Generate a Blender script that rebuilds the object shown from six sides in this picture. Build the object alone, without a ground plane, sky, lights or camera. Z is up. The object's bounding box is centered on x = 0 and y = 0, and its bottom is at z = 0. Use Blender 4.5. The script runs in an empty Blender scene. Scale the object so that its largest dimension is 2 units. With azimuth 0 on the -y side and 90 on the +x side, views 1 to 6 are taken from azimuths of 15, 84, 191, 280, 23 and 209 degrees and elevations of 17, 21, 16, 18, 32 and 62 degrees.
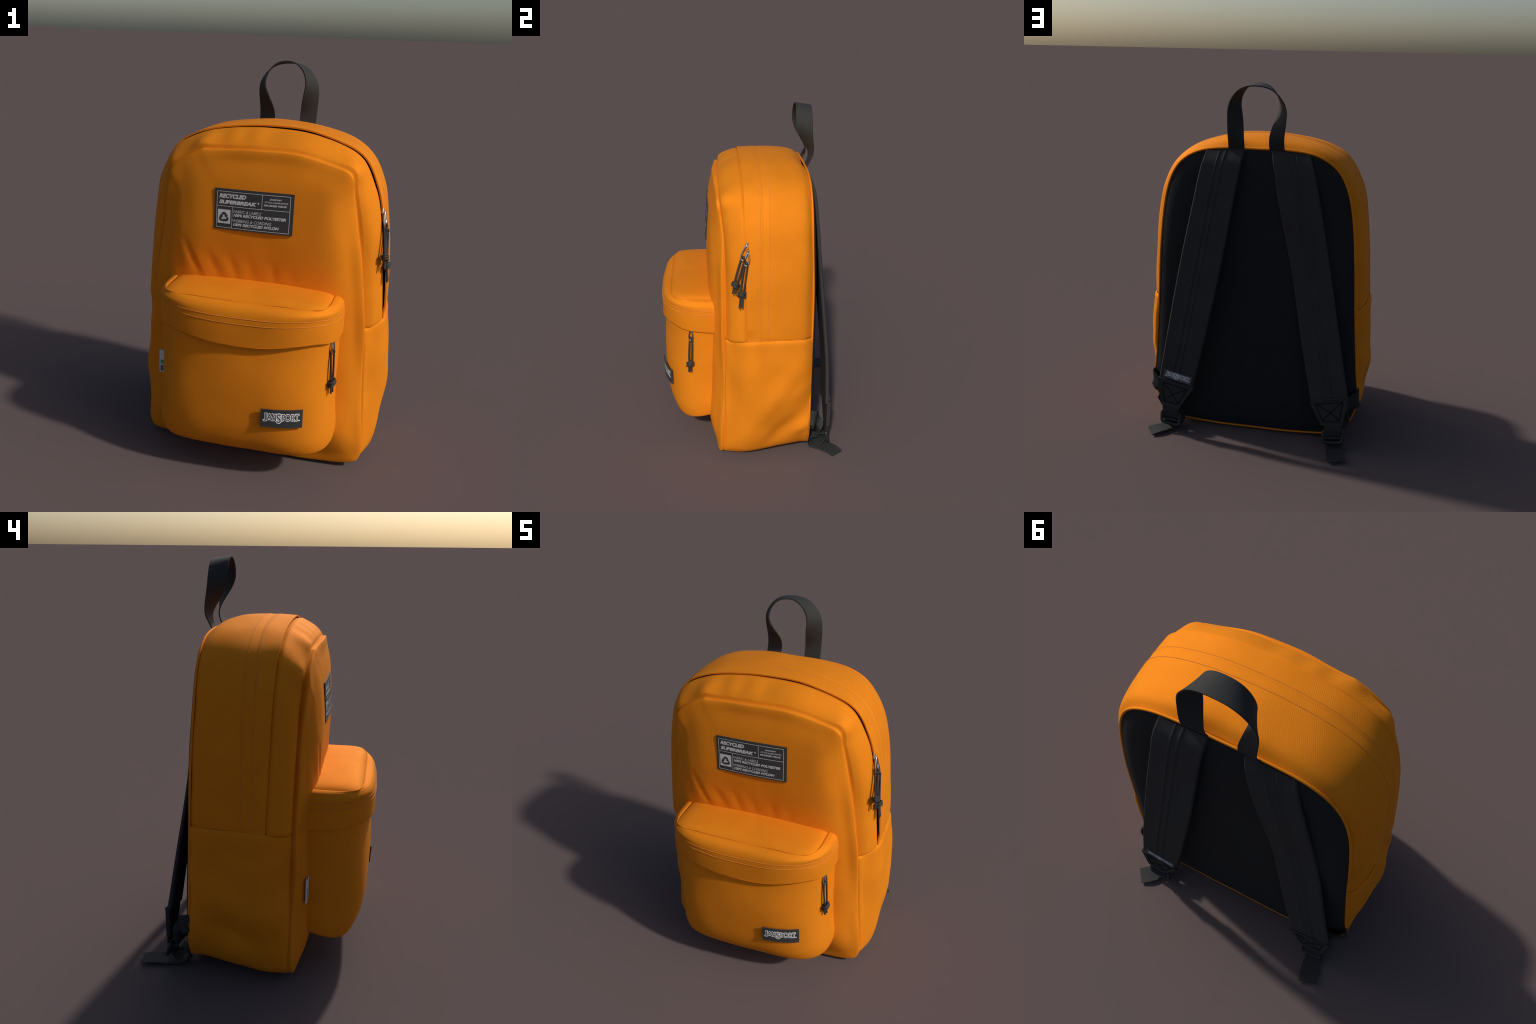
# A day pack: orange woven body with a front pocket, black back panel, padded
# shoulder straps, a top grab loop, stitched patches and corded zipper pulls.
import bpy, math
import numpy as np
from mathutils import Vector

RNG = np.random.default_rng(7)
SCENE = bpy.context.scene.collection


# ------------------------------------------------------------------ materials
def material(name, color, rough=0.8, weave=0.0, weave_period=0.006, mottle=0.0,
             metallic=0.0, sheen=0.0, spec=0.3, ribs=0.0):
    m = bpy.data.materials.new(name)
    m.use_nodes = True
    nt = m.node_tree
    nodes, links = nt.nodes, nt.links
    b = nodes["Principled BSDF"]
    b.inputs["Base Color"].default_value = (*color, 1)
    b.inputs["Roughness"].default_value = rough
    b.inputs["Metallic"].default_value = metallic
    b.inputs["Specular IOR Level"].default_value = spec
    b.inputs["Sheen Weight"].default_value = sheen
    b.inputs["Sheen Roughness"].default_value = 0.5
    tc = nodes.new("ShaderNodeTexCoord")
    if mottle > 0:
        n1 = nodes.new("ShaderNodeTexNoise")
        n1.inputs["Scale"].default_value = 9.0
        n1.inputs["Detail"].default_value = 5.0
        n2 = nodes.new("ShaderNodeTexNoise")
        n2.inputs["Scale"].default_value = 260.0
        n2.inputs["Detail"].default_value = 2.0
        add = nodes.new("ShaderNodeMath")
        add.operation = "ADD"
        ramp = nodes.new("ShaderNodeValToRGB")
        ramp.color_ramp.elements[0].position = 0.7
        ramp.color_ramp.elements[1].position = 1.3
        lo = [c * (1 - mottle) for c in color]
        hi = [min(1, c * (1 + mottle)) for c in color]
        half = nodes.new("ShaderNodeMath")
        half.operation = "MULTIPLY"
        half.inputs[1].default_value = 0.5
        ramp.color_ramp.elements[0].position = 0.32
        ramp.color_ramp.elements[1].position = 0.68
        ramp.color_ramp.elements[0].color = (*lo, 1)
        ramp.color_ramp.elements[1].color = (*hi, 1)
        links.new(tc.outputs["Object"], n1.inputs["Vector"])
        links.new(tc.outputs["Object"], n2.inputs["Vector"])
        links.new(n1.outputs["Fac"], add.inputs[0])
        links.new(n2.outputs["Fac"], add.inputs[1])
        links.new(add.outputs[0], half.inputs[0])
        links.new(half.outputs[0], ramp.inputs["Fac"])
        links.new(ramp.outputs["Color"], b.inputs["Base Color"])
    if weave > 0 or ribs > 0:
        k = 2 * math.pi / weave_period
        sep = nodes.new("ShaderNodeSeparateXYZ")
        links.new(tc.outputs["Object"], sep.inputs[0])

        def mth(op, a, bb=None, val=None):
            nd = nodes.new("ShaderNodeMath")
            nd.operation = op
            links.new(a, nd.inputs[0])
            if bb is not None:
                links.new(bb, nd.inputs[1])
            if val is not None:
                nd.inputs[1].default_value = val
            return nd.outputs[0]
        if weave > 0:
            xy = mth("ADD", sep.outputs["X"], sep.outputs["Y"])
            sx = mth("SINE", mth("MULTIPLY", xy, val=k))
            sz = mth("SINE", mth("MULTIPLY", mth("ADD", sep.outputs["Z"], mth("MULTIPLY", sep.outputs["Y"], val=0.7)), val=k))
            h = mth("MULTIPLY", sx, sz)
            strength = weave
        else:
            h = mth("SINE", mth("MULTIPLY", mth("ADD", sep.outputs["X"], mth("MULTIPLY", sep.outputs["Y"], val=0.9)), val=k))
            strength = ribs
        bump = nodes.new("ShaderNodeBump")
        bump.inputs["Strength"].default_value = strength
        bump.inputs["Distance"].default_value = 0.001
        links.new(h, bump.inputs["Height"])
        links.new(bump.outputs["Normal"], b.inputs["Normal"])
    return m


ORANGE = (0.715, 0.229, 0.0125)
M_ORANGE = material("orange_canvas", ORANGE, rough=0.77, weave=0.20, weave_period=0.0062, mottle=0.05, spec=0.05, metallic=0.38)
M_THREAD = material("orange_thread", (0.56, 0.18, 0.025), rough=0.8)
M_BACK = material("black_back_mesh", (0.0125, 0.0125, 0.0135), rough=0.9, weave=0.3, weave_period=0.007, mottle=0.1, spec=0.3)
M_STRAP = material("black_strap_cloth", (0.031, 0.0295, 0.0295), rough=0.85, weave=0.2, weave_period=0.005, mottle=0.06, spec=0.3)
M_WEB = material("black_webbing", (0.023, 0.023, 0.0225), rough=0.8, ribs=0.15, weave_period=0.009, mottle=0.06, spec=0.3)
M_BLACKTHREAD = material("black_thread", (0.006, 0.006, 0.006), rough=0.9, spec=0.1)
M_PLASTIC = material("black_plastic", (0.016, 0.017, 0.018), rough=0.45, spec=0.4)
M_CORD = material("dark_grey_cord", (0.030, 0.030, 0.031), rough=0.6, mottle=0.1, spec=0.3)
M_METAL = material("zipper_steel", (0.55, 0.54, 0.53), rough=0.28, metallic=1.0)
M_TAPE = material("zipper_tape", (0.006, 0.006, 0.006), rough=0.9, spec=0.1)
M_PATCH = material("charcoal_patch", (0.034, 0.034, 0.035), rough=0.75, weave=0.15, weave_period=0.004, mottle=0.08, spec=0.25)
M_GREYPATCH = material("grey_patch", (0.10, 0.10, 0.10), rough=0.75, weave=0.15, weave_period=0.004, mottle=0.12, spec=0.25)
M_PRINT = material("grey_print", (0.50, 0.49, 0.49), rough=0.8, mottle=0.05, spec=0.2)
M_WHITE = material("white_embroidery", (0.88, 0.87, 0.86), rough=0.8, mottle=0.06, spec=0.2)
M_TAG = material("white_satin_tag", (0.62, 0.60, 0.60), rough=0.6, mottle=0.03)
M_GREEN = material("green_print", (0.08, 0.36, 0.13), rough=0.7)

# ------------------------------------------------------------------ the thing
root = bpy.data.objects.new("backpack", None)
SCENE.objects.link(root)
root["label"] = "orange school backpack with black straps and front pocket"
root["category"] = "backpack"


def put(name, mesh, mat, parent=None):
    ob = bpy.data.objects.new(name, mesh)
    SCENE.objects.link(ob)
    parent = parent or root
    while parent.parent and parent.parent.parent:      # thing > part > sub-part, no deeper
        parent = parent.parent
    ob.parent = parent
    if mat is not None:
        mesh.materials.clear()
        mesh.materials.append(mat)
    return ob


def mesh_from(name, verts, faces, smooth=True):
    me = bpy.data.meshes.new(name)
    me.from_pydata([tuple(v) for v in verts], [], [tuple(int(i) for i in f) for f in faces])
    if smooth:
        me.shade_smooth()
    me.update()
    return me


# ------------------------------------------------------------------ curve maths
def catmull(ctrl, t, closed=False):
    """Catmull-Rom spline through ctrl (n,k), t in index units."""
    ctrl = np.asarray(ctrl, float)
    n = len(ctrl)
    t = np.asarray(t, float)
    i = np.floor(t).astype(int)
    if not closed:
        i = np.clip(i, 0, n - 2)
    f = (t - i)[..., None]

    def P(j):
        if closed:
            return ctrl[j % n]
        lo = 2 * ctrl[0] - ctrl[1]
        hi = 2 * ctrl[-1] - ctrl[-2]
        out = ctrl[np.clip(j, 0, n - 1)].copy()
        out[j < 0] = lo
        out[j > n - 1] = hi
        return out
    p0, p1, p2, p3 = P(i - 1), P(i), P(i + 1), P(i + 2)
    return 0.5 * (2 * p1 + (p2 - p0) * f + (2 * p0 - 5 * p1 + 4 * p2 - p3) * f ** 2 + (3 * p1 - p0 - 3 * p2 + p3) * f ** 3)


def curve(x, pts):
    """Smooth 1-D function through (x, value) pairs (monotone-ish Hermite)."""
    pts = sorted(pts)
    px = np.array([p[0] for p in pts], float)
    py = np.array([p[1] for p in pts], float)
    d = np.diff(py) / np.diff(px)
    m = np.zeros(len(px))
    m[1:-1] = np.where(d[1:] * d[:-1] > 0, 2 * d[1:] * d[:-1] / (d[1:] + d[:-1] + 1e-12), 0)
    m[0], m[-1] = d[0], d[-1]
    x = np.clip(np.asarray(x, float), px[0], px[-1])
    i = np.clip(np.searchsorted(px, x, side="right") - 1, 0, len(px) - 2)
    h = px[i + 1] - px[i]
    t = (x - px[i]) / h
    return ((2 * t ** 3 - 3 * t ** 2 + 1) * py[i] + (t ** 3 - 2 * t ** 2 + t) * h * m[i]
            + (-2 * t ** 3 + 3 * t ** 2) * py[i + 1] + (t ** 3 - t ** 2) * h * m[i + 1])


def smooth01(x):
    x = np.clip(x, 0, 1)
    return x * x * (3 - 2 * x)


def make_noise(seed, base, octaves=3):
    r = np.random.default_rng(seed)
    waves = []
    for o in range(octaves):
        for _ in range(5):
            d = r.normal(size=3)
            d /= np.linalg.norm(d)
            waves.append((d * base * 2 ** o * r.uniform(0.7, 1.3), r.uniform(0, 6.28), 0.6 ** o))

    def f(P):
        return sum(a * np.sin(P @ k + ph) for k, ph, a in waves) / 3.0
    return f


def grid_normals(P, closed_u=False):
    if closed_u:
        du = np.roll(P, -1, 0) - np.roll(P, 1, 0)
    else:
        du = np.gradient(P, axis=0)
    dv = np.gradient(P, axis=1)
    n = np.cross(du, dv)
    return n / (np.linalg.norm(n, axis=-1, keepdims=True) + 1e-12)


def grid_faces(nu, nv, closed_u=False, closed_v=False, off=0, flip=False):
    i = np.arange(nu if closed_u else nu - 1)
    j = np.arange(nv if closed_v else nv - 1)
    I, J = np.meshgrid(i, j, indexing="ij")
    I2, J2 = (I + 1) % nu, (J + 1) % nv
    q = np.stack([I * nv + J, I2 * nv + J, I2 * nv + J2, I * nv + J2], -1).reshape(-1, 4) + off
    return q[:, ::-1] if flip else q


def sheet(name, P, mat, closed_u=False, flip=False, parent=None):
    nu, nv = P.shape[:2]
    return put(name, mesh_from(name, P.reshape(-1, 3), grid_faces(nu, nv, closed_u, flip=flip)), mat, parent)


def slab_mesh(name, P, N, thick, bevel=0.3):
    """Closed slab: grid P is the outer face, N outward; edges rounded by one inset row."""
    nu, nv = P.shape[:2]
    Q = P - N * thick
    V = np.concatenate([P.reshape(-1, 3), Q.reshape(-1, 3)])
    F = [tuple(f) for f in grid_faces(nu, nv)] + [tuple(f) for f in grid_faces(nu, nv, off=nu * nv, flip=True)]
    border = [(i, 0) for i in range(nu)] + [(nu - 1, j) for j in range(1, nv)] + [(i, nv - 1) for i in range(nu - 2, -1, -1)] + [(0, j) for j in range(nv - 2, 0, -1)]
    ids = [i * nv + j for i, j in border]
    o = nu * nv
    for a, b in zip(ids, ids[1:] + ids[:1]):
        F.append((b, a, a + o, b + o))
    me = mesh_from(name, V, F)
    me.set_sharp_from_angle(angle=math.radians(50))
    return me


def ribbon(name, ctrl, mat, thick=0.006, n=60, nw=7, parent=None, arch=0.0, smooth=0):
    """ctrl rows: centre xyz + half-width vector xyz; a flat band of webbing."""
    C = catmull(np.array(ctrl, float), np.linspace(0, len(ctrl) - 1, n))
    for _ in range(smooth):
        C[1:-1] = (C[:-2] + C[1:-1] * 2 + C[2:]) / 4
    c, w = C[:, :3], C[:, 3:]
    hw = np.linalg.norm(np.array(ctrl, float)[:, 3:], axis=1)
    hw = np.interp(np.linspace(0, len(ctrl) - 1, n), range(len(ctrl)), hw)
    T = np.gradient(c, axis=0)
    T /= np.linalg.norm(T, axis=1, keepdims=True)
    w = w - T * np.sum(w * T, 1, keepdims=True)
    w = w / np.linalg.norm(w, axis=1, keepdims=True) * hw[:, None]
    a = np.linspace(-1, 1, nw)
    P = c[:, None] + w[:, None] * a[None, :, None]
    N = grid_normals(P)
    P = P + N * (thick / 2 + arch * (1 - a ** 2)[None, :, None])
    return put(name, slab_mesh(name, P, N, thick), mat, parent)


def tube_mesh(name, path, r, closed=False, k=10, taper_ends=False):
    path = np.asarray(path, float)
    n = len(path)
    T = (np.roll(path, -1, 0) - np.roll(path, 1, 0)) if closed else np.gradient(path, axis=0)
    T /= np.linalg.norm(T, axis=1, keepdims=True) + 1e-12
    ref = np.array([0.31, 0.87, 0.38])
    if abs(T[0] @ ref) > 0.9:
        ref = np.array([0.9, -0.2, 0.3])
    u = ref - T[0] * (ref @ T[0])
    u /= np.linalg.norm(u)
    U = [u]
    for i in range(1, n):
        u = U[-1] - T[i] * (U[-1] @ T[i])
        U.append(u / np.linalg.norm(u))
    U = np.array(U)
    W = np.cross(T, U)
    ang = np.linspace(0, 2 * np.pi, k, endpoint=False)
    P = path[:, None] + r * (np.cos(ang)[None, :, None] * U[:, None] + np.sin(ang)[None, :, None] * W[:, None])
    F = [tuple(f) for f in grid_faces(n, k, closed_u=closed, closed_v=True)]
    if not closed:
        F.append(tuple(range(k)))
        F.append(tuple((n - 1) * k + i for i in range(k - 1, -1, -1)))
    me = mesh_from(name, P.reshape(-1, 3), F)
    me.set_sharp_from_angle(angle=math.radians(60))
    return me


def tube(name, path, r, mat, closed=False, k=10, parent=None):
    return put(name, tube_mesh(name, path, r, closed, k), mat, parent)


# ------------------------------------------------------------------ body loft
# Each ring runs from the top centre down the right side to the bottom centre
# (14 stations); the left half is the mirror image, except where noted.
def ring(right, left_changes=None, left=1.0):
    R = np.array(right, float)
    L = R[1:-1].copy()
    for i, v in (left_changes or {}).items():
        L[i - 1] = v
    L = L[::-1].copy()
    L[:, 0] *= -left
    return np.concatenate([R, L])            # 26 stations, closed


SEAM = 7                                      # station of the side seam
BOTTOM = 13
NST = 26
R_FRONT = ring([(0, -.252, 1.620), (.19, -.252, 1.616), (.355, -.247, 1.577), (.437, -.243, 1.541),
                (.452, -.231, 1.46), (.477, -.216, 1.32), (.512, -.210, 1.08), (.547, -.206, .768),
                (.566, -.206, .45), (.579, -.205, .20), (.580, -.203, .056), (.515, -.214, .019),
                (.28, -.220, .011), (0, -.220, .010)],
               {1: (.245, -.243, 1.609), 2: (.312, -.240, 1.597), 3: (.440, -.232, 1.512), 4: (.457, -.226, 1.435)})
R_FRONT = (R_FRONT - (0, 0, .8)) * (.984, 1, .984) + (0, .007, .8)      # sink the sewn crease a little
R_FLAP = ring([(0, -.115, 1.703), (.20, -.113, 1.690), (.36, -.110, 1.648), (.465, -.105, 1.586),
               (.530, -.100, 1.473), (.568, -.095, 1.343), (.603, -.088, 1.06), (.620, -.080, .790),
               (.634, -.08, .45), (.626, -.08, .25), (.602, -.08, .080), (.515, -.08, .026),
               (.29, -.08, .012), (0, -.08, .012)], left=.991)
R_MID = ring([(0, .05, 1.722), (.22, .05, 1.702), (.382, .05, 1.655), (.489, .05, 1.579),
              (.551, .05, 1.463), (.585, .05, 1.33), (.614, .05, 1.06), (.627, .05, .797),
              (.642, .05, .45), (.630, .05, .26), (.594, .05, .095), (.49, .05, .030),
              (.28, .05, .012), (0, .05, .012)], left=.991)
R_REAR = ring([(0, .200, 1.706), (.22, .200, 1.687), (.376, .202, 1.645), (.477, .205, 1.570),
               (.536, .207, 1.455), (.569, .210, 1.32), (.599, .214, 1.05), (.612, .217, .795),
               (.624, .218, .45), (.612, .220, .27), (.556, .228, .110), (.46, .235, .042),
               (.27, .236, .020), (0, .236, .017)], left=.991)
R_BACK = ring([(0, .264, 1.655), (.19, .263, 1.653), (.33, .262, 1.629), (.430, .262, 1.568),
               (.491, .264, 1.467), (.528, .269, 1.31), (.552, .281, 1.06), (.566, .286, .790),
               (.588, .289, .45), (.602, .291, .255), (.557, .295, .118), (.465, .299, .046),
               (.25, .299, .022), (0, .298, .019)])
CENTRE = np.array([0, 0.03, 0.85])


def loop(R, t):
    return catmull(R, t % NST, closed=True)


def loft(rings, t, v):
    """t stations (n,), v ring coordinate (m,) -> grid (n,m,3)."""
    cols = np.stack([loop(R, t) for R in rings], 0)          # (k,n,3)
    return catmull(cols.reshape(len(rings), -1), v).reshape(len(v), len(t), 3).transpose(1, 0, 2)


def outward(P):
    N = grid_normals(P)
    d = P - CENTRE
    d[..., 1] = 0
    sgn = np.sign(np.sum(N * d, -1))
    return N if np.median(sgn) > 0 else -N


def stations(a, b, per=36):
    return np.linspace(a, b, int(abs(b - a) * per) + 1)


noise_big = make_noise(3, 5.0, 2)
noise_mid = make_noise(5, 14.0, 2)
noise_fine = make_noise(9, 34.0, 2)


def surf_noise(P):
    return 0.0028 * noise_mid(P) + 0.003 * noise_big(P)


def crease(X, Z, a, b, width, depth):
    """Tapered fold line from a to b in the X-Z chart; returns displacement."""
    a, b = np.array(a), np.array(b)
    d = b - a
    L2 = d @ d
    t = ((X - a[0]) * d[0] + (Z - a[1]) * d[1]) / L2
    tc = np.clip(t, 0, 1)
    dist2 = (X - a[0] - tc * d[0]) ** 2 + (Z - a[1] - tc * d[1]) ** 2
    return depth * np.exp(-dist2 / width ** 2) * (0.25 + 0.75 * np.sin(np.pi * np.clip(t, 0, 1) * 0.9 + 0.15))


UPPER = stations(-SEAM, SEAM)                 # from the left seam over the top to the right seam
LOWER = stations(SEAM, NST - SEAM)            # from the right seam under the bottom


def edge_puff(t, v, t0, t1, v0, v1, wt, wv, depth):
    """0 at the panel's sewn border falling to -depth."""
    e = np.minimum(np.minimum((t - t0) / wt, (t1 - t) / wt)[:, None], np.minimum((v - v0) / wv, (v1 - v) / wv)[None, :])
    return -depth * (1 - np.sqrt(np.clip(1 - (1 - np.clip(e, 0, 1)) ** 2, 0, 1)))


# --- zipper-side strip between the front panel and the flap
v = np.linspace(0, 1, 30)
P = loft([R_FRONT, R_FLAP], UPPER, v)
N = outward(P)
side = smooth01((1.5 - P[..., 2]) / 0.3)
bulge = np.sin(np.pi * v)[None, :] * (0.010 + 0.010 * side) + 0.003 * np.exp(-((v - .30) / .20) ** 2)[None, :]
ripple = 0.0018 * np.sin(P[..., 0] * 31 + 3.5 * np.sin(P[..., 0] * 7 + 1)) * (1 - side) * np.sin(np.pi * v)[None, :]
# soft ears where the front panel's top corners are tucked in
for cx, cz in ((.437, 1.541), (-.442, 1.51), (-.30, 1.603)):
    d2 = (P[..., 0] - cx) ** 2 + (P[..., 2] - cz) ** 2
    ripple += 0.008 * np.exp(-d2 / 0.045 ** 2) * np.clip(1 - v, 0, 1)[None, :] * np.clip(v / .15, 0, 1)[None, :]
drop = -0.012 * smooth01((v - 0.86) / 0.14)[None, :]
hold = smooth01(v / .10)[None, :]
P = P + N * (hold * (bulge + ripple + 0.004 + surf_noise(P)) + drop + edge_puff(UPPER, v, -SEAM, SEAM, -9, 9, .08, 1, .004))[..., None]
sheet("zipper_strip", P, M_ORANGE)

# --- main gusset (top and sides), flap seam to back seam
v = np.linspace(0.35, 3, 74)
P = loft([R_FLAP, R_MID, R_REAR, R_BACK], UPPER, v)
N = outward(P)
d = edge_puff(UPPER, v, -SEAM, SEAM, -9, 9, .10, 1, .003) + edge_puff(UPPER, v, -99, 99, -9, 3, 1, .16, .007) + surf_noise(P)
d += -0.006 * np.exp(-((P[..., 0] - 0.03) / .09) ** 2 - ((P[..., 1] - .225) / .05) ** 2) * (P[..., 2] > 1.5)
inner = smooth01((0.6 - v) / 0.2)[None, :]
P = P + N * (d - 0.010 * inner)[..., None]
sheet("gusset", P, M_ORANGE)

# --- dark zipper tape in the groove under the flap
v = np.linspace(0.78, 1.5, 12)
P = loft([R_FRONT, R_FLAP, R_MID, R_REAR], UPPER, v)
P = P - outward(P) * 0.0135
sheet("zipper_tape", P, M_TAPE)

# --- rain flap: a separate doubled layer stitched behind, free edge in front
FLAPT = stations(-SEAM, SEAM)
v = np.linspace(-0.02, 0.72, 22)
P = loft([R_FLAP, R_MID, R_REAR, R_BACK], FLAPT, v)
N = outward(P)
leftness = smooth01((-FLAPT - 2.0) / 2.0)
lift_t = 0.006 + 0.009 * np.exp(-((FLAPT - 6.2) / 0.9) ** 2) + 0.0015 * np.sin(FLAPT * 2.3) + 0.003 * np.exp(-((FLAPT - 3.6) / 1.0) ** 2) - .003 * leftness
lift_t = lift_t * np.clip((SEAM - np.abs(FLAPT)) / .25, 0.25, 1)
lift = 0.0025 + (lift_t[:, None] - 0.0025) * np.clip(1 - v / 0.5, 0, 1)[None, :] ** 0.8 - 0.0055 * smooth01((v - .55) / .15)[None, :]
P = P + N * (lift + surf_noise(P))[..., None]
Nf = outward(P)
flap = put("zipper_flap", slab_mesh("zipper_flap", P, Nf, 0.007), M_ORANGE)
put("flap_shadow_sheet", slab_mesh("flap_shadow_sheet", P[12:-12, 1:13] - Nf[12:-12, 1:13] * .0072, Nf[12:-12, 1:13], .001), M_TAPE, flap)  # thin black sheet under the flap, blackens the shadowed gap at its edge
# its two lines of topstitching
v2 = [0.52, 0.86]
for vv in v2:
    Q = loft([R_FLAP, R_MID, R_REAR, R_BACK], FLAPT, np.array([vv - .01, vv, vv + .01]))
    NN = outward(Q)
    off = surf_noise(Q) + (0.0024 if vv < .7 else 0.0002)
    Q = (Q + NN * off[..., None])[:, 1]
    tube("stitch_line", Q, 0.0015, M_THREAD, k=6)

# --- base panel: lower sides and bottom, puffed out below the side seam
v = np.linspace(0, 4, 96)
P = loft([R_FRONT, R_FLAP, R_MID, R_REAR, R_BACK], LOWER, v)
N = outward(P)
Y, Z = P[..., 1], P[..., 2]
onside = smooth01((Z - .03) / .08)
holdf = smooth01(v / .25)[None, :]
d = 0.010 + edge_puff(LOWER, v, SEAM, NST - SEAM, 0, 4, .10, .22, .010) + surf_noise(P) * holdf
d *= np.clip(0.2 + onside, 0, 1)
right = (P[..., 0] > 0)
# slanting drag folds on the side walls, different left and right
fr = crease(Y, Z, (.27, .37), (.03, .10), .055, -.021) + crease(Y, Z, (.24, .66), (-.12, .14), .06, .012) \
    + crease(Y, Z, (.285, .27), (.20, .20), .035, .011) + crease(Y, Z, (.27, .52), (.16, .42), .04, .006) + crease(Y, Z, (-.12, .66), (-.17, .30), .04, -.005)
fl = crease(Y, Z, (.25, .62), (.10, .56), .06, -.008) + crease(Y, Z, (.22, .34), (-.05, .22), .06, -.012) \
    + crease(Y, Z, (-.14, .36), (-.17, .10), .04, .004) + crease(Y, Z, (.20, .46), (-.10, .36), .06, .005)
fl = fl - .003 * smooth01((Y + .06) / .15) + .006 * np.exp(-((Z - .42) / .10) ** 2 - ((Y + .08) / .10) ** 2) - .004 * np.exp(-((Z - .67) / .05) ** 2) - .007 * np.exp(-((Z - .10) / .10) ** 2 - ((Y + .06) / .10) ** 2)
d += (np.where(right, fr, fl) + .004 * noise_mid(P * 1.3 + 2)) * onside * holdf
P = P + N * d[..., None]
P[..., 2] = np.maximum(P[..., 2], 0.004)
sheet("base_panel", P, M_ORANGE)

# --- front panel: fills the front ring, bulging forward
LOOP = np.linspace(0, NST, 26 * 32, endpoint=False)
s = np.concatenate([np.linspace(1, .9, 34)[:-1], np.linspace(.9, .002, 100)])
F = loop(R_FRONT, LOOP)
c0 = np.array([0, .80])
# towards the middle the sharp tucked corners relax into a softer outline
G = F.copy()
for _ in range(900):
    G = (np.roll(G, 1, 0) + 2 * G + np.roll(G, -1, 0)) / 4
relax = smooth01((1 - s) / .22)[None, :, None]
FR = F[:, None] * (1 - relax) + G[:, None] * relax
X = FR[..., 0] * s[None, :]
Z = c0[1] + (FR[..., 2] - c0[1]) * s[None, :]


def front_depth(z):
    return curve(z, [(0, -.29), (.17, -.300), (.4, -.288), (.8, -.285), (1.0, -.297), (1.23, -.304),
                     (1.42, -.299), (1.55, -.300), (1.62, -.31)])


def front_y(F_y, X, Z, s):
    return F_y + (front_depth(Z) - F_y) * (1 - s ** 7.5)


Yf = front_y(FR[..., 1], X, Z, s[None, :])
P = np.stack([X, Yf, Z], -1)
N = grid_normals(P, True)
if np.median(N[..., 1]) > 0:
    N = -N
lip = 0.017 * np.exp(-((1 - s) / .050) ** 2)
hold = (1 - np.exp(-((1 - s) / .006) ** 2))[None, :]
topfade = smooth01((1.62 - Z) / .04)
d = lip[None, :] * (1.0 + 0.45 * noise_mid(P * .8)) * (0.85 + 0.3 * smooth01((1.45 - Z) / .2)) + 0.0022 * noise_mid(P) + 0.003 * noise_big(P)
# gathers fanning up from the pocket's top seam
for x0, x1, zt, w, dep in ((-.42, -.385, 1.13, .022, -.008), (-.355, -.275, 1.15, .016, -.012), (-.33, -.245, 1.12, .016, .005),
                           (-.235, -.175, 1.10, .016, -.006), (-.19, -.125, 1.11, .018, .003), (-.12, -.085, 1.09, .014, -.005),
                           (-.03, .005, 1.08, .018, -.005), (.09, .105, 1.07, .016, -.005), (.19, .195, 1.06, .025, -.004)):
    d += crease(X, Z, (x0, zt), (x1, .98), w * 1.45, dep * .42)
d += crease(X, Z, (-.40, 1.50), (-.34, 1.22), .05, -.005) + crease(X, Z, (.38, 1.50), (.42, 1.25), .04, -.004)
d += crease(X, Z, (-.30, 1.57), (-.24, 1.45), .04, -.002)
P = P + N * (d * hold)[..., None]
sheet("front_panel", P, M_ORANGE, closed_u=True, flip=True)

# --- black back panel
F = loop(R_BACK, LOOP)
s = np.concatenate([np.linspace(1, .9, 24)[:-1], np.linspace(.9, .0008, 60)])
X = F[:, None, 0] * s[None, :]
Z = c0[1] + (F[:, None, 2] - c0[1]) * s[None, :]
puff = curve(Z, [(0, .008), (.08, .026), (.45, .034), (.9, .030), (1.3, .032), (1.55, .026), (1.66, .014)])
rim = curve(Z, [(0, .299), (.1, .296), (.3, .290), (.8, .286), (1.06, .281), (1.31, .269), (1.66, .263)])
Yb = F[:, None, 1] * s[None, :] ** 4 + rim * (1 - s[None, :] ** 4) + puff * (1 - s[None, :] ** 14)
P = np.stack([X, Yb, Z], -1)
P[..., 1] += 0.002 * noise_mid(P) * (1 - s[None, :] ** 8)
sheet("back_panel", P, M_BACK, closed_u=True)
tube("back_piping", (loop(R_BACK, LOOP) - (0, 0, .8)) * (1.003, 1, 1.003) + (0, -.001, .8), 0.0060, M_ORANGE, closed=True, k=8)

# ------------------------------------------------------------------ front pocket
Y0 = -.25


def footprint(w, f, n, q, left=1.16):
    """Open rounded outline from right rear round the front to left rear; q in [0,1]."""
    th = np.linspace(0, np.pi, 721)
    c, sn = np.cos(th), np.sin(th)
    n = np.where(c < 0, n * left, n)          # the left corner is squarer
    x = w * np.sign(c) * np.abs(c) ** (2 / n)
    y = Y0 - (-f + Y0) * np.abs(sn) ** (2 / n)
    L = np.concatenate([[0], np.cumsum(np.hypot(np.diff(x), np.diff(y)))])
    L /= L[-1]
    return np.interp(q, L, x), np.interp(q, L, y)


def stack(rows, q, m, left=1.16):
    R = catmull(np.array(rows, float), np.linspace(0, len(rows) - 1, m))
    P = np.zeros((len(q), m, 3))
    for j, (z, w, f, n) in enumerate(R):
        x, y = footprint(w, f, n, q, left)
        P[:, j] = np.stack([x, y, np.full_like(x, z)], -1)
    return P


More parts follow.
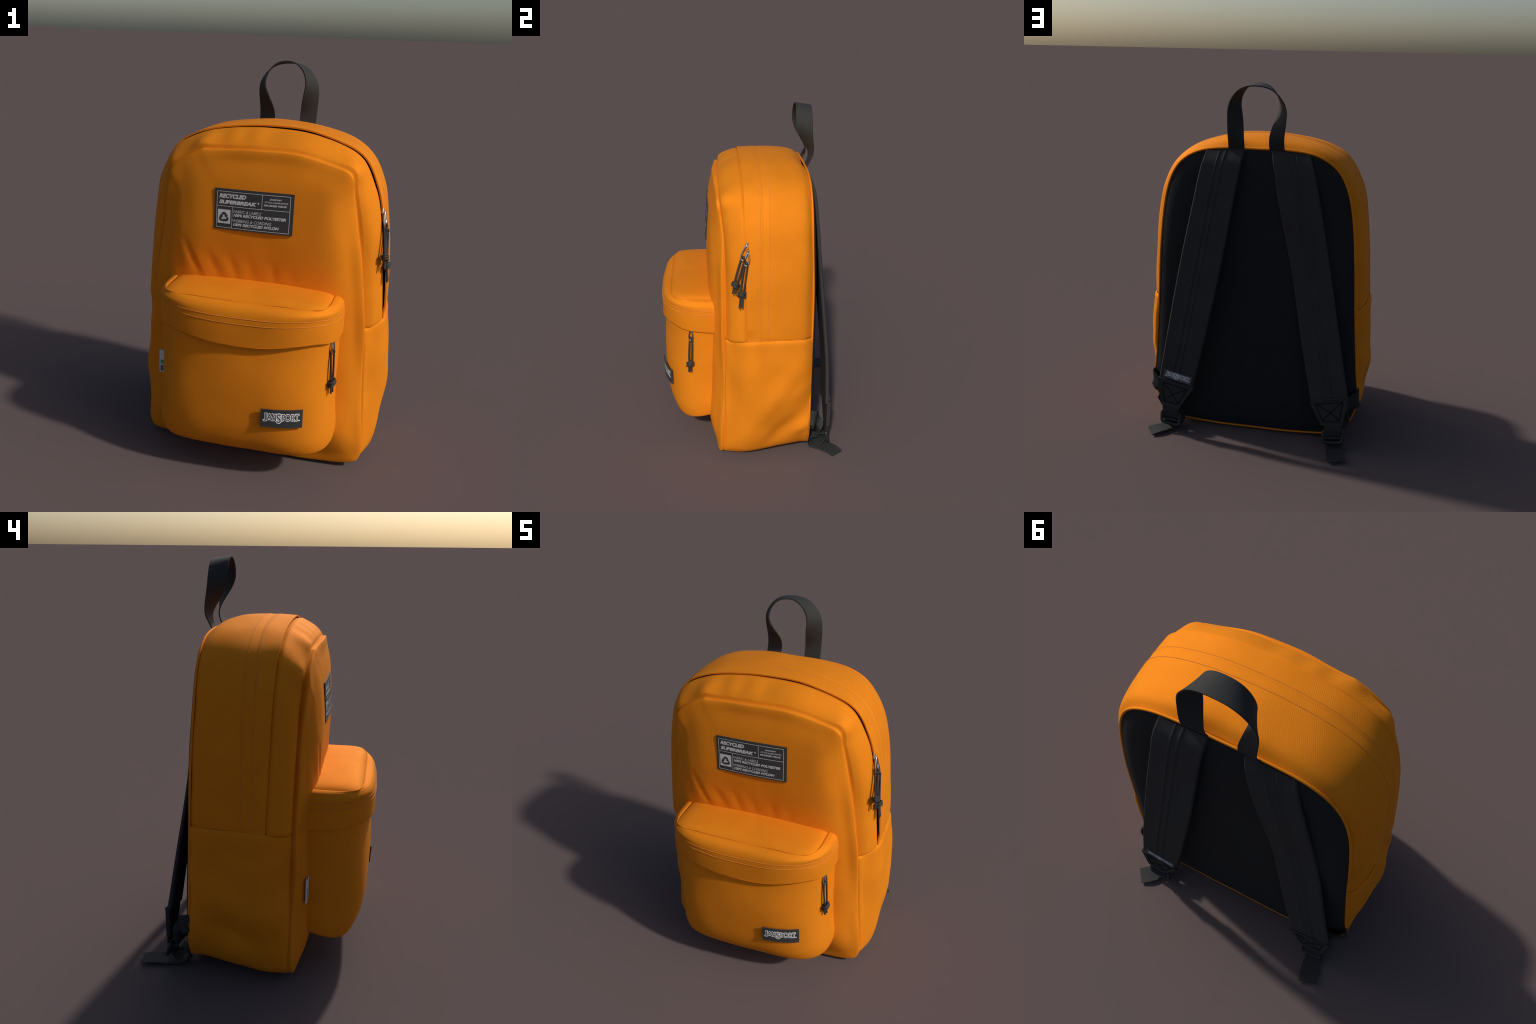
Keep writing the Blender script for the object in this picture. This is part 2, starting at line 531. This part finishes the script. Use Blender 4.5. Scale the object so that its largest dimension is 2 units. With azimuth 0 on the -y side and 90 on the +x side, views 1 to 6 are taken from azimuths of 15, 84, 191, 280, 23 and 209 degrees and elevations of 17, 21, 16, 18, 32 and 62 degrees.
Q = np.linspace(0, 1, 300)
BODY_ROWS = [(.160, .405, -.435, 3.2), (.158, .422, -.455, 3.2), (.162, .437, -.472, 3.3), (.175, .445, -.491, 3.2), (.21, .448, -.516, 3.0),
             (.26, .449, -.537, 2.85), (.34, .445, -.553, 2.75), (.46, .441, -.560, 2.7), (.60, .438, -.559, 2.7),
             (.71, .439, -.554, 2.7), (.83, .436, -.547, 2.8)]
P = stack(BODY_ROWS, Q, 150)
tilt = smooth01((.40 - P[..., 2]) / .25) * 0.055 * np.clip((P[..., 1] + .46) / .19, 0, 1)
P[..., 2] += tilt
N = grid_normals(P)
N = N if np.median(N[..., 1]) < 0 else -N
d = 0.003 * noise_mid(P) + 0.004 * noise_big(P)
d += -0.004 * np.exp(-((P[..., 0] + .24) / .16) ** 2 - ((P[..., 2] - .62) / .14) ** 2)
d += 0.004 * np.exp(-((P[..., 0] + .36) / .06) ** 2)
P += N * d[..., None]
POCKET = P
pocket = sheet("pocket_body", P, M_ORANGE)

# underside of the pocket
t = np.linspace(1, .002, 24)
base = P[:, 0]
U = np.stack([base[:, None, 0] * t, Y0 + (base[:, None, 1] - Y0) * t, base[:, None, 2] + .012 * (1 - t)[None, :] ** .5], -1)
sheet("pocket_bottom", U, M_ORANGE)
tube("pocket_piping", P[:, 7] + np.array([0, 0, -.001]), 0.0058, M_ORANGE, k=8)


def pocket_y(x, z):
    R = np.array(BODY_ROWS)
    i = np.argsort(R[:, 0])
    w, f, n = (np.interp(z, R[i, 0], R[i, k]) for k in (1, 2, 3))
    dep = (-f + Y0) * (1 - np.abs(x / w) ** n) ** (1 / n)
    return Y0 - dep


# lid band with its drooping free edge over the pocket zipper
def edge_z(q):
    qq = np.abs(q - .5) * 2
    return curve(qq, [(0, .748), (.15, .750), (.30, .760), (.45, .774), (.58, .780), (.72, .769), (1, .760)])


BAND = [(0.00, .442, -.560, 2.8), (0.0, .450, -.570, 2.8), (.03, .452, -.572, 2.8), (.10, .452, -.573, 2.85), (.16, .450, -.572, 2.95), (.20, .445, -.564, 3.3),
        (.225, .432, -.550, 3.5), (.236, .418, -.532, 4.2), (.241, .404, -.516, 6.0), (.237, .396, -.506, 8.0)]
H = stack(BAND, Q, 96, left=1.05)
hz = H[..., 2] / .24
ez = edge_z(Q)[:, None]
ztop = curve(np.abs(Q - .5) * 2, [(0, .950), (.5, .950), (1, .953)])[:, None]
H[..., 2] = ez + (ztop - ez) * hz
inner = np.stack([H[:, 0, 0] * .985, H[:, 0, 1] + .004, H[:, 0, 2] + .03], -1)[:, None]
H = np.concatenate([inner, H], 1)
N = grid_normals(H)
N = N if np.median(N[..., 1]) < 0 else -N
H += N * (0.002 * noise_mid(H) + 0.003 * noise_big(H))[..., None]
lid_band = sheet("pocket_flap", H, M_ORANGE)
LIDN = N
for frac in (.56, .70):
    path, nn = [], []
    for i in range(len(Q)):
        zz = H[i, 3:70, 2]
        target = ez[i, 0] + (ztop[i, 0] - ez[i, 0]) * frac
        k = 3 + int(np.argmin(np.abs(zz - target)))
        p = H[i, k] + (H[i, k + 1] - H[i, k]) * np.clip((target - H[i, k, 2]) / (H[i, k + 1, 2] - H[i, k, 2] + 1e-9), -1, 1)
        path.append(p + N[i, k] * .0003)
    tube("stitch_line", np.array(path), .0017, M_THREAD, k=6, parent=lid_band)

# lid top
t = np.concatenate([np.linspace(1, .9, 16)[:-1], np.linspace(.9, .002, 30)])
base = H[:, -1].copy()
x = base[:, None, 0] * t
y = Y0 + (base[:, None, 1] - Y0) * t
crown = .022 * (1 - t ** 14)[None, :] * np.ones_like(x) + .016 * (1 - (x / .41) ** 2) * (1 - t ** 3)[None, :]
tt = (1 - np.clip((1 - t) / .9, 0, 1))[None, :]
z = base[:, None, 2] + crown + (0.968 - (base[:, None, 2] + .026)) * (1 - tt) * .8
P = np.stack([x, y, z], -1)
P[..., 2] += .002 * noise_mid(P)
sheet("pocket_lid", P, M_ORANGE)

# pocket zipper tape peeping under the flap
zt = stack([(.70, .443, -.558, 2.7), (.83, .440, -.552, 2.75)], Q, 6)
zt[..., 2] = np.maximum(zt[..., 2], edge_z(Q)[:, None] + .012)
sheet("pocket_zipper_tape", zt, M_TAPE)


# ------------------------------------------------------------------ lettering
def glyphs(body, shear=0.0, offset=0.0, extrude=0.0):
    cu = bpy.data.curves.new("lettering", "FONT")
    cu.body = body
    cu.shear = shear
    cu.offset = offset
    cu.extrude = extrude
    cu.resolution_u = 4
    ob = bpy.data.objects.new("lettering", cu)
    SCENE.objects.link(ob)
    dg = bpy.context.evaluated_depsgraph_get()
    dg.update()
    me = bpy.data.meshes.new_from_object(ob.evaluated_get(dg))
    V = np.array([v.co for v in me.vertices])
    F = [tuple(p.vertices) for p in me.polygons]
    bpy.data.objects.remove(ob)
    bpy.data.curves.remove(cu)
    bpy.data.meshes.remove(me)
    return V, F


class Print:
    """Collects flat shapes in patch coordinates, then lays them on a surface."""
    def __init__(self):
        self.V, self.F = [], []
        self.n = 0

    def add(self, V, F, lift=0.0):
        V = np.array(V, float)
        if V.shape[1] == 2:
            V = np.c_[V, np.zeros(len(V))]
        V[:, 2] += lift
        self.V.append(V)
        self.F += [tuple(i + self.n for i in f) for f in F]
        self.n += len(V)

    def box(self, x0, y0, x1, y1, th=.0006, lift=0.0, cuts=8):
        xs = np.linspace(x0, x1, cuts if abs(x1 - x0) > .03 else 2)
        ys = np.linspace(y0, y1, cuts if abs(y1 - y0) > .03 else 2)
        V = [(x, y, th) for x in xs for y in ys]
        self.add(V, [tuple(f) for f in grid_faces(len(xs), len(ys))], lift)

    def text(self, body, x0, x1, y0, y1, shear=0.25, bold=0.02, lift=.0006):
        V, F = glyphs(body, shear, bold)
        lo, hi = V.min(0), V.max(0)
        V[:, 0] = x0 + (V[:, 0] - lo[0]) / (hi[0] - lo[0]) * (x1 - x0)
        V[:, 1] = y0 + (V[:, 1] - lo[1]) / (hi[1] - lo[1]) * (y1 - y0)
        V[:, 2] = 0
        self.add(V, F, lift)

    def poly(self, pts, lift=.0006):
        self.add(pts, [tuple(range(len(pts)))], lift)

    def build(self, name, surface, mat, parent):
        V = np.concatenate(self.V)
        P = surface(V[:, 0], V[:, 1], V[:, 2])
        me = mesh_from(name, P, self.F, smooth=False)
        return put(name, me, mat, parent)


def patch(name, surface, x0, x1, y0, y1, thick, mat, nx=24, ny=14, parent=None):
    xs, ys = np.linspace(x0, x1, nx), np.linspace(y0, y1, ny)
    X, Y = np.meshgrid(xs, ys, indexing="ij")
    P = surface(X.ravel(), Y.ravel(), np.zeros(X.size)).reshape(nx, ny, 3)
    Pi = surface(X.ravel(), Y.ravel(), np.full(X.size, 1e-3)).reshape(nx, ny, 3)
    N = (Pi - P) / 1e-3
    if np.sum(grid_normals(P) * N) < 0:
        P, N = P[::-1], N[::-1]
    return put(name, slab_mesh(name, P, N, thick), mat, parent)


# care label on the front panel: x,z of the label are world x,z
def label_surface(x, z, h):
    a, b = (x + .202) / .384, (z - 1.229) / .194
    top = -.2965 + .005 * a
    bot = -.3065 - .0005 * a
    y = bot + (top - bot) * b - .006 * np.sin(np.pi * np.clip(a, 0, 1)) - .002
    return np.stack([x, y - h, z], -1)


care = patch("care_label", label_surface, -.202, .182, 1.229, 1.423, .006, M_PATCH)
pr = Print()
LW = .0011
for a, b, c, e in ((-.190, 1.410, .165, 1.410), (-.190, 1.2375, .165, 1.2375), (-.190, 1.3405, .165, 1.3405)):
    pr.box(a, b - LW, c, e + LW, cuts=16)
for xx, z0, z1 in ((-.190, 1.2375, 1.410), (.165, 1.2375, 1.410), (.031, 1.3405, 1.410), (-.1125, 1.2375, 1.3405)):
    pr.box(xx - LW, z0, xx + LW, z1, lift=.0001)
pr.text("RECYCLED", -.180, -.046, 1.379, 1.400, bold=.055)
pr.text("SUPERBREAK", -.180, .006, 1.351, 1.370, bold=.055)
pr.text("JANSPORT", .066, .125, 1.3855, 1.3945, bold=.04)
pr.text("STYLE # JS0A4NW2", .043, .154, 1.3715, 1.3805, bold=.02)
pr.text("900 DENIER WEAVE", .041, .149, 1.3575, 1.3665, bold=.04)
pr.text("FABRIC & LABELS", -.108, .030, 1.312, 1.326, bold=.0)
pr.text("100% RECYCLED POLYESTER", -.106, .149, 1.294, 1.308, bold=.045)
pr.text("WEBBING & CORDING", -.108, .082, 1.268, 1.282, bold=.0)
pr.text("100% RECYCLED NYLON", -.106, .118, 1.2495, 1.2635, bold=.045)
ang = np.linspace(0, 2 * np.pi, 16, endpoint=False)
pr.poly([(.014 + .0042 * math.cos(a), 1.367 + .0042 * math.sin(a)) for a in ang])
pr.box(-.184, 1.257, -.121, 1.324, lift=.0003)
pr.build("label_print", label_surface, M_PRINT, care)
# three chasing arrows, each a bent band with an arrow head
rec = Print()
cx, cy, Rr = -.1525, 1.2865, .0275
corners = [np.array([cx + Rr * math.cos(a), cy + Rr * math.sin(a)]) for a in (math.radians(90), math.radians(-30), math.radians(210))]
for i in range(3):
    A, B, C = corners[i], corners[(i + 1) % 3], corners[(i + 2) % 3]

    def bar(p, q, w):
        dd = (q - p) / np.linalg.norm(q - p)
        nn = np.array([-dd[1], dd[0]]) * w
        rec.poly([p + nn, q + nn, q - nn, p - nn], .0015)
    e = A + (B - A) * .14
    mid = A + (B - A) * .46
    bar(e, mid, .0056)
    e2 = A + (C - A) * .14
    m2 = A + (C - A) * .34
    bar(e2, m2, .0056)
    bar(e2, e, .0046)
    dd = (B - A) / np.linalg.norm(B - A)
    nn = np.array([-dd[1], dd[0]])
    rec.poly([mid + nn * .0095, mid + dd * .010, mid - nn * .0095], .0017)
rec.build("recycling_mark", label_surface, M_PATCH, care)


def logo(outline_layer, fill_layer, x0, x1, y0, y1):
    """Outlined slab letters on one baseline; the first letter and the S hang lower."""
    W, Hh = x1 - x0, y1 - y0
    # letter, left, right, bottom, top in the unit box, serif feet / heads
    L = [("J", .02, .10, .12, .98), ("A", .11, .255, .28, .96), ("N", .255, .365, .22, .96), ("S", .385, .50, .02, .98),
         ("P", .53, .61, .26, .95), ("O", .615, .755, .24, .97), ("R", .785, .875, .26, .96), ("T", .885, .98, .26, .96)]
    for ch, a, b, lo, hi in L:
        for layer, grow, lift in ((outline_layer, .030, .0006), (fill_layer, .008, .0014)):
            V, F = glyphs(ch, 0.0, 0.0)
            mn, mx = V.min(0), V.max(0)
            gx, gy = grow * .5, grow * W / Hh * .5
            core = (grow - .008) * .55
            V2, F2 = glyphs(ch, 0.0, .004 if layer is fill_layer else .075)
            U = np.empty_like(V2)
            U[:, 0] = x0 + W * (a + (V2[:, 0] - mn[0]) / (mx[0] - mn[0]) * (b - a))
            U[:, 1] = y0 + Hh * (lo + (V2[:, 1] - mn[1]) / (mx[1] - mn[1]) * (hi - lo))
            U[:, 2] = 0
            layer.add(U, F2, lift)
            sx = W * (.012 if layer is fill_layer else .021)
            sy = Hh * (.022 if layer is fill_layer else .070)

            def serif(cx, cy, half=.026):
                c, dd = x0 + W * cx, y0 + Hh * cy
                layer.box(c - W * half - (sx - W * .012), dd - sy, c + W * half + (sx - W * .012), dd + sy, th=lift + .00012)
            if ch in "AN":
                serif(a + .03, lo + .03)
            if ch == "A":
                serif(b - .04, lo + .03)
            if ch == "N":
                serif(a + .03, hi - .03)
                serif(b - .02, hi - .03)
            if ch in "PRT":
                serif((a + .03) if ch != "T" else (a + b) / 2, lo + .03)
            if ch == "J":
                serif(b - .03, hi - .03)
    outline_layer.box(x0 + W * .975, y0 + Hh * .22, x0 + W * 1.01, y0 + Hh * .34)


# woven logo on the pocket
def logo_surface(x, z, h):
    y = pocket_y(x, z)
    a = (x - .13) / .192
    b = (z - .357) / .094
    lift = .010 + .004 * (1 - a) * np.abs(b - .5)
    return np.stack([x + .15 * h, y - lift - h, z], -1)


emblem = patch("logo_patch", logo_surface, .130, .322, .357, .451, .006, M_PATCH)
o, f = Print(), Print()
logo(o, f, .143, .309, .384, .432)
o.build("logo_outline", logo_surface, M_WHITE, emblem)
f.build("logo_fill", logo_surface, M_PATCH, emblem)


# ------------------------------------------------------------------ shoulder straps
def strap(inner, outer, ys, name="shoulder_strap"):
    """inner/outer edge control points (x,z) with the outer-face depth ys."""
    k = len(ys)
    ctrl = np.array([[i[0], y, i[1], o_[0], y, o_[1]] for i, o_, y in zip(inner, outer, ys)])
    C = catmull(ctrl, np.linspace(0, k - 1, 140))
    A, B = C[:, :3], C[:, 3:]
    mid = (A + B) / 2
    T = np.gradient(mid, axis=0)
    T /= np.linalg.norm(T, axis=1, keepdims=True)
    Wv = B - A
    Nn = np.cross(T, Wv)
    Nn /= np.linalg.norm(Nn, axis=1, keepdims=True)
    if Nn[:, 1].mean() < 0:
        Nn = -Nn
    hw = np.linalg.norm(Wv, axis=1) / 2
    Wd = Wv / (2 * hw[:, None])
    thick = .020
    # cross-section, from inner edge over the outside face round to the inside face
    a = np.concatenate([np.linspace(-1, 1, 61), np.linspace(1, -1, 31)])
    face = np.concatenate([np.ones(61), -np.ones(31)])
    P = np.zeros((len(mid), len(a), 3))
    for j, (aa, ff) in enumerate(zip(a, face)):
        edge = np.sqrt(np.clip(1 - np.clip((abs(aa) - .93) / .07, 0, 1) ** 2, 0, 1))
        h = thick / 2 * (.25 + .75 * edge) * ff
        dx = aa * hw
        if ff > 0:
            for cpos in (-.010, .024):
                h = h + .0028 * np.exp(-((dx - cpos - .004) / .0035) ** 2) - .0030 * np.exp(-((dx - cpos + .003) / .003) ** 2)
            h = h + .0006 * np.exp(-((np.abs(dx) - hw + .008) / .006) ** 2)
        P[:, j] = mid + Wd * dx[:, None] + Nn * (np.zeros(len(mid)) + h - thick / 2)[:, None]
    m = len(a)
    F = [tuple(q) for q in grid_faces(len(mid), m, closed_v=True)]
    F.append(tuple(range(m - 1, -1, -1)))
    F.append(tuple((len(mid) - 1) * m + i for i in range(m)))
    me = mesh_from(name, P.reshape(-1, 3), F)
    me.set_sharp_from_angle(angle=math.radians(70))
    ob = put(name, me, M_STRAP)
    return ob, A, B, Nn


ST_R = strap([(.066, 1.654), (.083, 1.565), (.116, 1.375), (.180, 1.0), (.260, .60), (.334, .283)],
             [(.284, 1.640), (.308, 1.55), (.344, 1.37), (.418, 1.0), (.486, .60), (.534, .331)],
             [.270, .305, .329, .364, .404, .414])
ST_L = strap([(-.076, 1.654), (-.096, 1.565), (-.130, 1.375), (-.213, 1.0), (-.289, .60), (-.356, .283)],
             [(-.291, 1.640), (-.318, 1.55), (-.360, 1.37), (-.432, 1.0), (-.507, .60), (-.560, .331)],
             [.270, .300, .316, .328, .378, .412])


def blend(q, a, b):
    """bilinear point of quad q=[in_top,out_top,out_bot,in_bot]"""
    it, ot, ob_, ib = (np.array(p, float) for p in q)
    a, b = np.asarray(a)[..., None], np.asarray(b)[..., None]
    return (it * (1 - a) + ot * a) * (1 - b) + (ib * (1 - a) + ob_ * a) * b


def yoke(quad, parent):
    n = 20
    a, b = np.meshgrid(np.linspace(0, 1, n), np.linspace(0, 1, n), indexing="ij")
    P = blend(quad, a, b)
    N = grid_normals(P)
    s_ = 1 if N[..., 1].mean() > 0 else -1
    if s_ < 0:
        P, N = P[::-1], grid_normals(P[::-1])
    rimd = np.minimum(np.minimum(a, 1 - a) * .18, np.minimum(b, 1 - b) * .14)
    if s_ < 0:
        rimd = rimd[::-1]
    P = P + N * (.004 * np.exp(-(rimd / .008) ** 2))[..., None]
    ob = put("strap_yoke", slab_mesh("strap_yoke", P, N, .018), M_STRAP, parent)
    nn = N.mean((0, 1))
    box = [(.12, .14), (.88, .14), (.84, .84), (.16, .84)]
    for p, q in [(box[0], box[2]), (box[1], box[3])] + [(box[i], box[(i + 1) % 4]) for i in range(4)]:
        tt = np.linspace(0, 1, 14)
        path = blend(quad, p[0] + (q[0] - p[0]) * tt, p[1] + (q[1] - p[1]) * tt) + nn * .0006
        tube("stitch_line", path, .0022, M_BLACKTHREAD, k=6, parent=ob)
    tt = np.linspace(0, 1, 14)
    tube("yoke_welt", blend(quad, tt, tt * 0) + nn * .002, .0045, M_STRAP, k=8, parent=ob)
    return ob


def rounded_bar(p, q, r):
    return np.linspace(np.array(p), np.array(q), 6), r


def buckle(centre, xdir, ydir, parent, w=.055, h=.037, r=.0090):
    """Ladder-lock: a rounded frame with cross bars, lying in the strap's plane."""
    c, xd, yd = (np.array(v, float) for v in (centre, xdir, ydir))
    xd /= np.linalg.norm(xd)
    yd /= np.linalg.norm(yd)
    th = np.linspace(0, 2 * np.pi, 64, endpoint=False)
    n = 5.0
    px = w * np.sign(np.cos(th)) * np.abs(np.cos(th)) ** (2 / n)
    py = h * np.sign(np.sin(th)) * np.abs(np.sin(th)) ** (2 / n)
    path = c + px[:, None] * xd + py[:, None] * yd
    ob = tube("buckle", path, r, M_PLASTIC, closed=True, k=12, parent=parent)
    for oy in (.010, -.012):
        tube("buckle_bar", np.linspace(c - xd * w * .96 + yd * oy, c + xd * w * .96 + yd * oy, 5), .006, M_PLASTIC, k=10, parent=ob)
    return ob


# right-hand strap fittings (x > 0)
YQ_R = [(.327, .418, .287), (.537, .418, .336), (.522, .424, .168), (.418, .424, .148)]
y1 = yoke(YQ_R, ST_R[0])
buckle((.468, .418, .084), (1, 0, .12), (0.02, -.25, 1), ST_R[0])
YQ_L = [(-.350, .416, .284), (-.564, .416, .334), (-.540, .422, .164), (-.418, .422, .150)]
y2 = yoke(YQ_L, ST_L[0])
buckle((-.488, .416, .086), (1, 0, -.10), (-.02, -.25, 1), ST_L[0])

Wb = .046
ribbon("strap_anchor", [(.602, .283, .288, 0, 0, Wb), (.606, .316, .284, 0, 0, Wb), (.578, .334, .255, .012, 0, Wb), (.520, .344, .175, .034, 0, .03),
                        (.480, .360, .125, Wb, 0, .008), (.470, .402, .112, Wb, 0, 0), (.469, .414, .15, Wb, 0, 0)], M_WEB, n=80, parent=ST_R[0])
ribbon("strap_anchor", [(-.606, .283, .292, 0, 0, Wb), (-.612, .316, .288, 0, 0, Wb), (-.588, .332, .265, -.010, 0, Wb), (-.540, .346, .185, -.03, 0, .034),
                        (-.500, .362, .125, -Wb, 0, .008), (-.488, .402, .112, -Wb, 0, 0), (-.487, .412, .15, -Wb, 0, 0)], M_WEB, n=80, parent=ST_L[0])
for sx, x0 in ((1, .468), (-1, -.486)):
    owner = ST_R[0] if sx > 0 else ST_L[0]
    ribbon("strap_web", [(x0, .420, .175, Wb, 0, 0), (x0, .422, .115, Wb, 0, 0), (x0, .402, .060, Wb, 0, 0), (x0, .362, .024, Wb, 0, 0), (x0, .333, .028, Wb, 0, 0),
                         (x0, .318, .050, Wb, 0, 0)], M_WEB, n=60, parent=owner)
ribbon("strap_tail", [(.462, .362, .086, Wb, 0, 0), (.463, .325, .084, Wb, 0, 0), (.464, .305, .058, Wb, 0, 0), (.465, .317, .022, Wb, 0, 0), (.472, .355, .013, Wb * .98, -.008, 0),
                      (.500, .405, .014, Wb * .85, -.022, 0), (.536, .444, .018, .031, -.033, 0), (.576, .475, .013, .029, -.033, .003)], M_WEB, n=80, parent=ST_R[0])
ribbon("strap_tail", [(-.49, .362, .086, Wb, 0, 0), (-.49, .326, .084, Wb, 0, 0), (-.49, .306, .058, Wb, 0, 0), (-.49, .318, .022, Wb, 0, 0), (-.495, .37, .013, Wb, 0, 0),
                      (-.503, .44, .013, Wb, .003, 0), (-.515, .51, .017, Wb, .006, 0), (-.530, .560, .016, Wb, .010, 0)], M_WEB, n=80, parent=ST_L[0])

# little woven logo on the right strap
SQ = [(.335, .4055, .351), (.500, .4055, .389), (.506, .4105, .342), (.344, .4105, .306)]


def strap_logo_surface(a, b, h):
    """a runs outwards->inwards for a reader behind the bag, b upwards."""
    P = blend(SQ, 1 - a / .17, 1 - b / .046)
    n_ = np.array([-.02, .99, .09])
    return P + n_ * (h + .011)[..., None] if np.ndim(h) else P + n_ * (h + .011)


semb = patch("logo_patch", strap_logo_surface, 0, .17, 0, .046, .009, M_GREYPATCH, parent=ST_R[0])
o, f = Print(), Print()
logo(o, f, .012, .160, .008, .039)
o.build("logo_outline", strap_logo_surface, M_WHITE, semb)
f.build("logo_fill", strap_logo_surface, M_GREYPATCH, semb)

# ------------------------------------------------------------------ grab loop
hh = .045
ribbon("grab_handle", [(.118, .258, 1.635, .044, 0, 0), (.113, .268, 1.665, .044, 0, 0), (.111, .292, 1.715, .043, .004, 0), (.116, .283, 1.775, .040, .018, 0), (.127, .255, 1.845, .032, .034, 0),
                       (.128, .246, 1.895, .022, .042, .004), (.100, .246, 1.955, .006, .045, .006), (.050, .247, 1.987, 0, .045, -.004), (.004, .248, 1.9925, 0, .045, -.006),
                       (-.050, .247, 1.985, 0, .045, -.004), (-.098, .246, 1.950, -.006, .045, .006), (-.130, .246, 1.890, -.020, .042, .004), (-.128, .255, 1.840, -.030, .036, 0),
                       (-.117, .283, 1.770, -.038, .020, 0), (-.109, .294, 1.715, -.041, .004, 0), (-.108, .270, 1.665, -.041, 0, 0), (-.112, .258, 1.635, -.041, 0, 0)],
       M_WEB, thick=.006, n=160, nw=9, smooth=40)


# ------------------------------------------------------------------ zipper pulls
CORD = .0050


def pull(top, ring_bottom, knot, end, spread, normal, loops_seed, ring_width):
    """Steel ring, a doubled cord through it, an overhand knot and two cut ends."""
    top, rb, kn, en, sp, no = (np.array(v, float) for v in (top, ring_bottom, knot, end, spread, normal))
    sp /= np.linalg.norm(sp)
    no /= np.linalg.norm(no)
    ax = rb - top
    ln = np.linalg.norm(ax)
    ax /= ln
    sp = sp - ax * (sp @ ax)
    sp /= np.linalg.norm(sp)
    th = np.linspace(0, 2 * np.pi, 40, endpoint=False)
    c = (top + rb) / 2
    wd = ring_width * (1 - .35 * np.cos(th)) * .8
    path = c - ax[None] * (ln / 2 * np.cos(th))[:, None] + sp[None] * (wd * np.sin(th))[:, None]
    ob = tube("zipper_pull", path, .0042, M_METAL, closed=True, k=10)
    top = top - no * .012
    slider = tube("zipper_slider", np.linspace(top - ax * .014, top + ax * .012, 4), .008, M_METAL, parent=ob)
    # doubled cord, looped over the ring
    r = np.random.default_rng(loops_seed)
    drop = kn - rb
    a1 = sp * .0085
    loop_top = rb - ax * .012
    pts = [en + a1 * .8, kn + a1 * .6, kn - drop * .3 + a1 * 1.1, rb + a1 * 1.0 + no * .003, loop_top + no * .007 + a1 * .5, loop_top - ax * .010 + no * .004,
           loop_top - no * .006 - a1 * .5, rb - a1 * 1.0 - no * .003, kn - drop * .3 - a1 * 1.1, kn - a1 * .6, en - a1 * .8 + drop * .03]
    tube("pull_cord", catmull(np.array(pts), np.linspace(0, len(pts) - 1, 90)), CORD, M_CORD, k=10, parent=ob)
    # knot: two and a half turns wound round the pair, with a diagonal crossing
    da = drop / np.linalg.norm(drop)
    s2 = sp - da * (sp @ da)
    s2 /= np.linalg.norm(s2)
    n2 = np.cross(da, s2)
    th = np.linspace(0, 2 * np.pi * 2.6, 90)
    rad = .0150 + .0018 * np.sin(th * 1.5 + loops_seed)
    along = np.linspace(-.0125, .0125, 90) + .006 * np.sin(th + 1.0 + loops_seed)
    kp = kn + da * along[:, None] + s2 * (rad * 1.15 * np.cos(th))[:, None] + n2 * (rad * .85 * np.sin(th))[:, None]
    tube("cord_knot", kp, CORD * 1.12, M_CORD, k=10, parent=ob)
    dk = np.linspace(-.011, .011, 10)
    tube("cord_knot", kn + da * dk[:, None] + n2 * (.004 * np.sin(dk * 250))[:, None], .0085, M_CORD, k=12, parent=ob)
    return ob


pull((.584, -.094, 1.340), (.594, -.116, 1.263), (.607, -.152, 1.127), (.611, -.158, 1.080), (.15, 1, .25), (1, -.1, 0), 1, .017)
pull((.592, -.088, 1.300), (.603, -.098, 1.234), (.618, -.117, 1.076), (.627, -.122, 1.003), (.1, 1, 0), (1, -.1, 0), 2, .016)
pull((.424, -.392, .768), (.424, -.393, .704), (.433, -.398, .556), (.434, -.399, .508), (.45, 1, 0), (1, -.45, 0), 3, .014)

# ------------------------------------------------------------------ folded side tag
tagp = np.array([(-.440, -.2655), (-.470, -.2655), (-.5005, -.2645), (-.5025, -.2685), (-.5005, -.2725), (-.470, -.2735), (-.440, -.2745)])
TG = np.stack([np.stack([np.full(12, p[0]), np.full(12, p[1]), np.linspace(.400, .525, 12)], -1) for p in tagp])
TGn = grid_normals(TG)
ctr = np.array([-.46, -.270, 0])
if np.sum((TG[..., :2] - ctr[:2]) * TGn[..., :2]) < 0:
    TG = TG[::-1]
    TGn = grid_normals(TG)
tag = put("side_tag", slab_mesh("side_tag", TG, TGn, .002), M_TAG)


def tag_surface(x, z, h):
    return np.stack([x, -.2728 - h - .0012 * np.ones_like(x), z], -1)


pg = Print()
pg.box(-.494, .448, -.474, .470)
pg.build("tag_emblem", tag_surface, M_GREEN, tag)
pt = Print()
# small dark type, unreadable at this size: a stack of short bars
for k in range(6):
    zz = .440 - .0058 * k
    pt.box(-.495 + .002 * (k % 2), zz - .004, -.476 - .003 * (k % 3), zz, lift=.0002)
pt.build("tag_print", tag_surface, M_PATCH, tag)
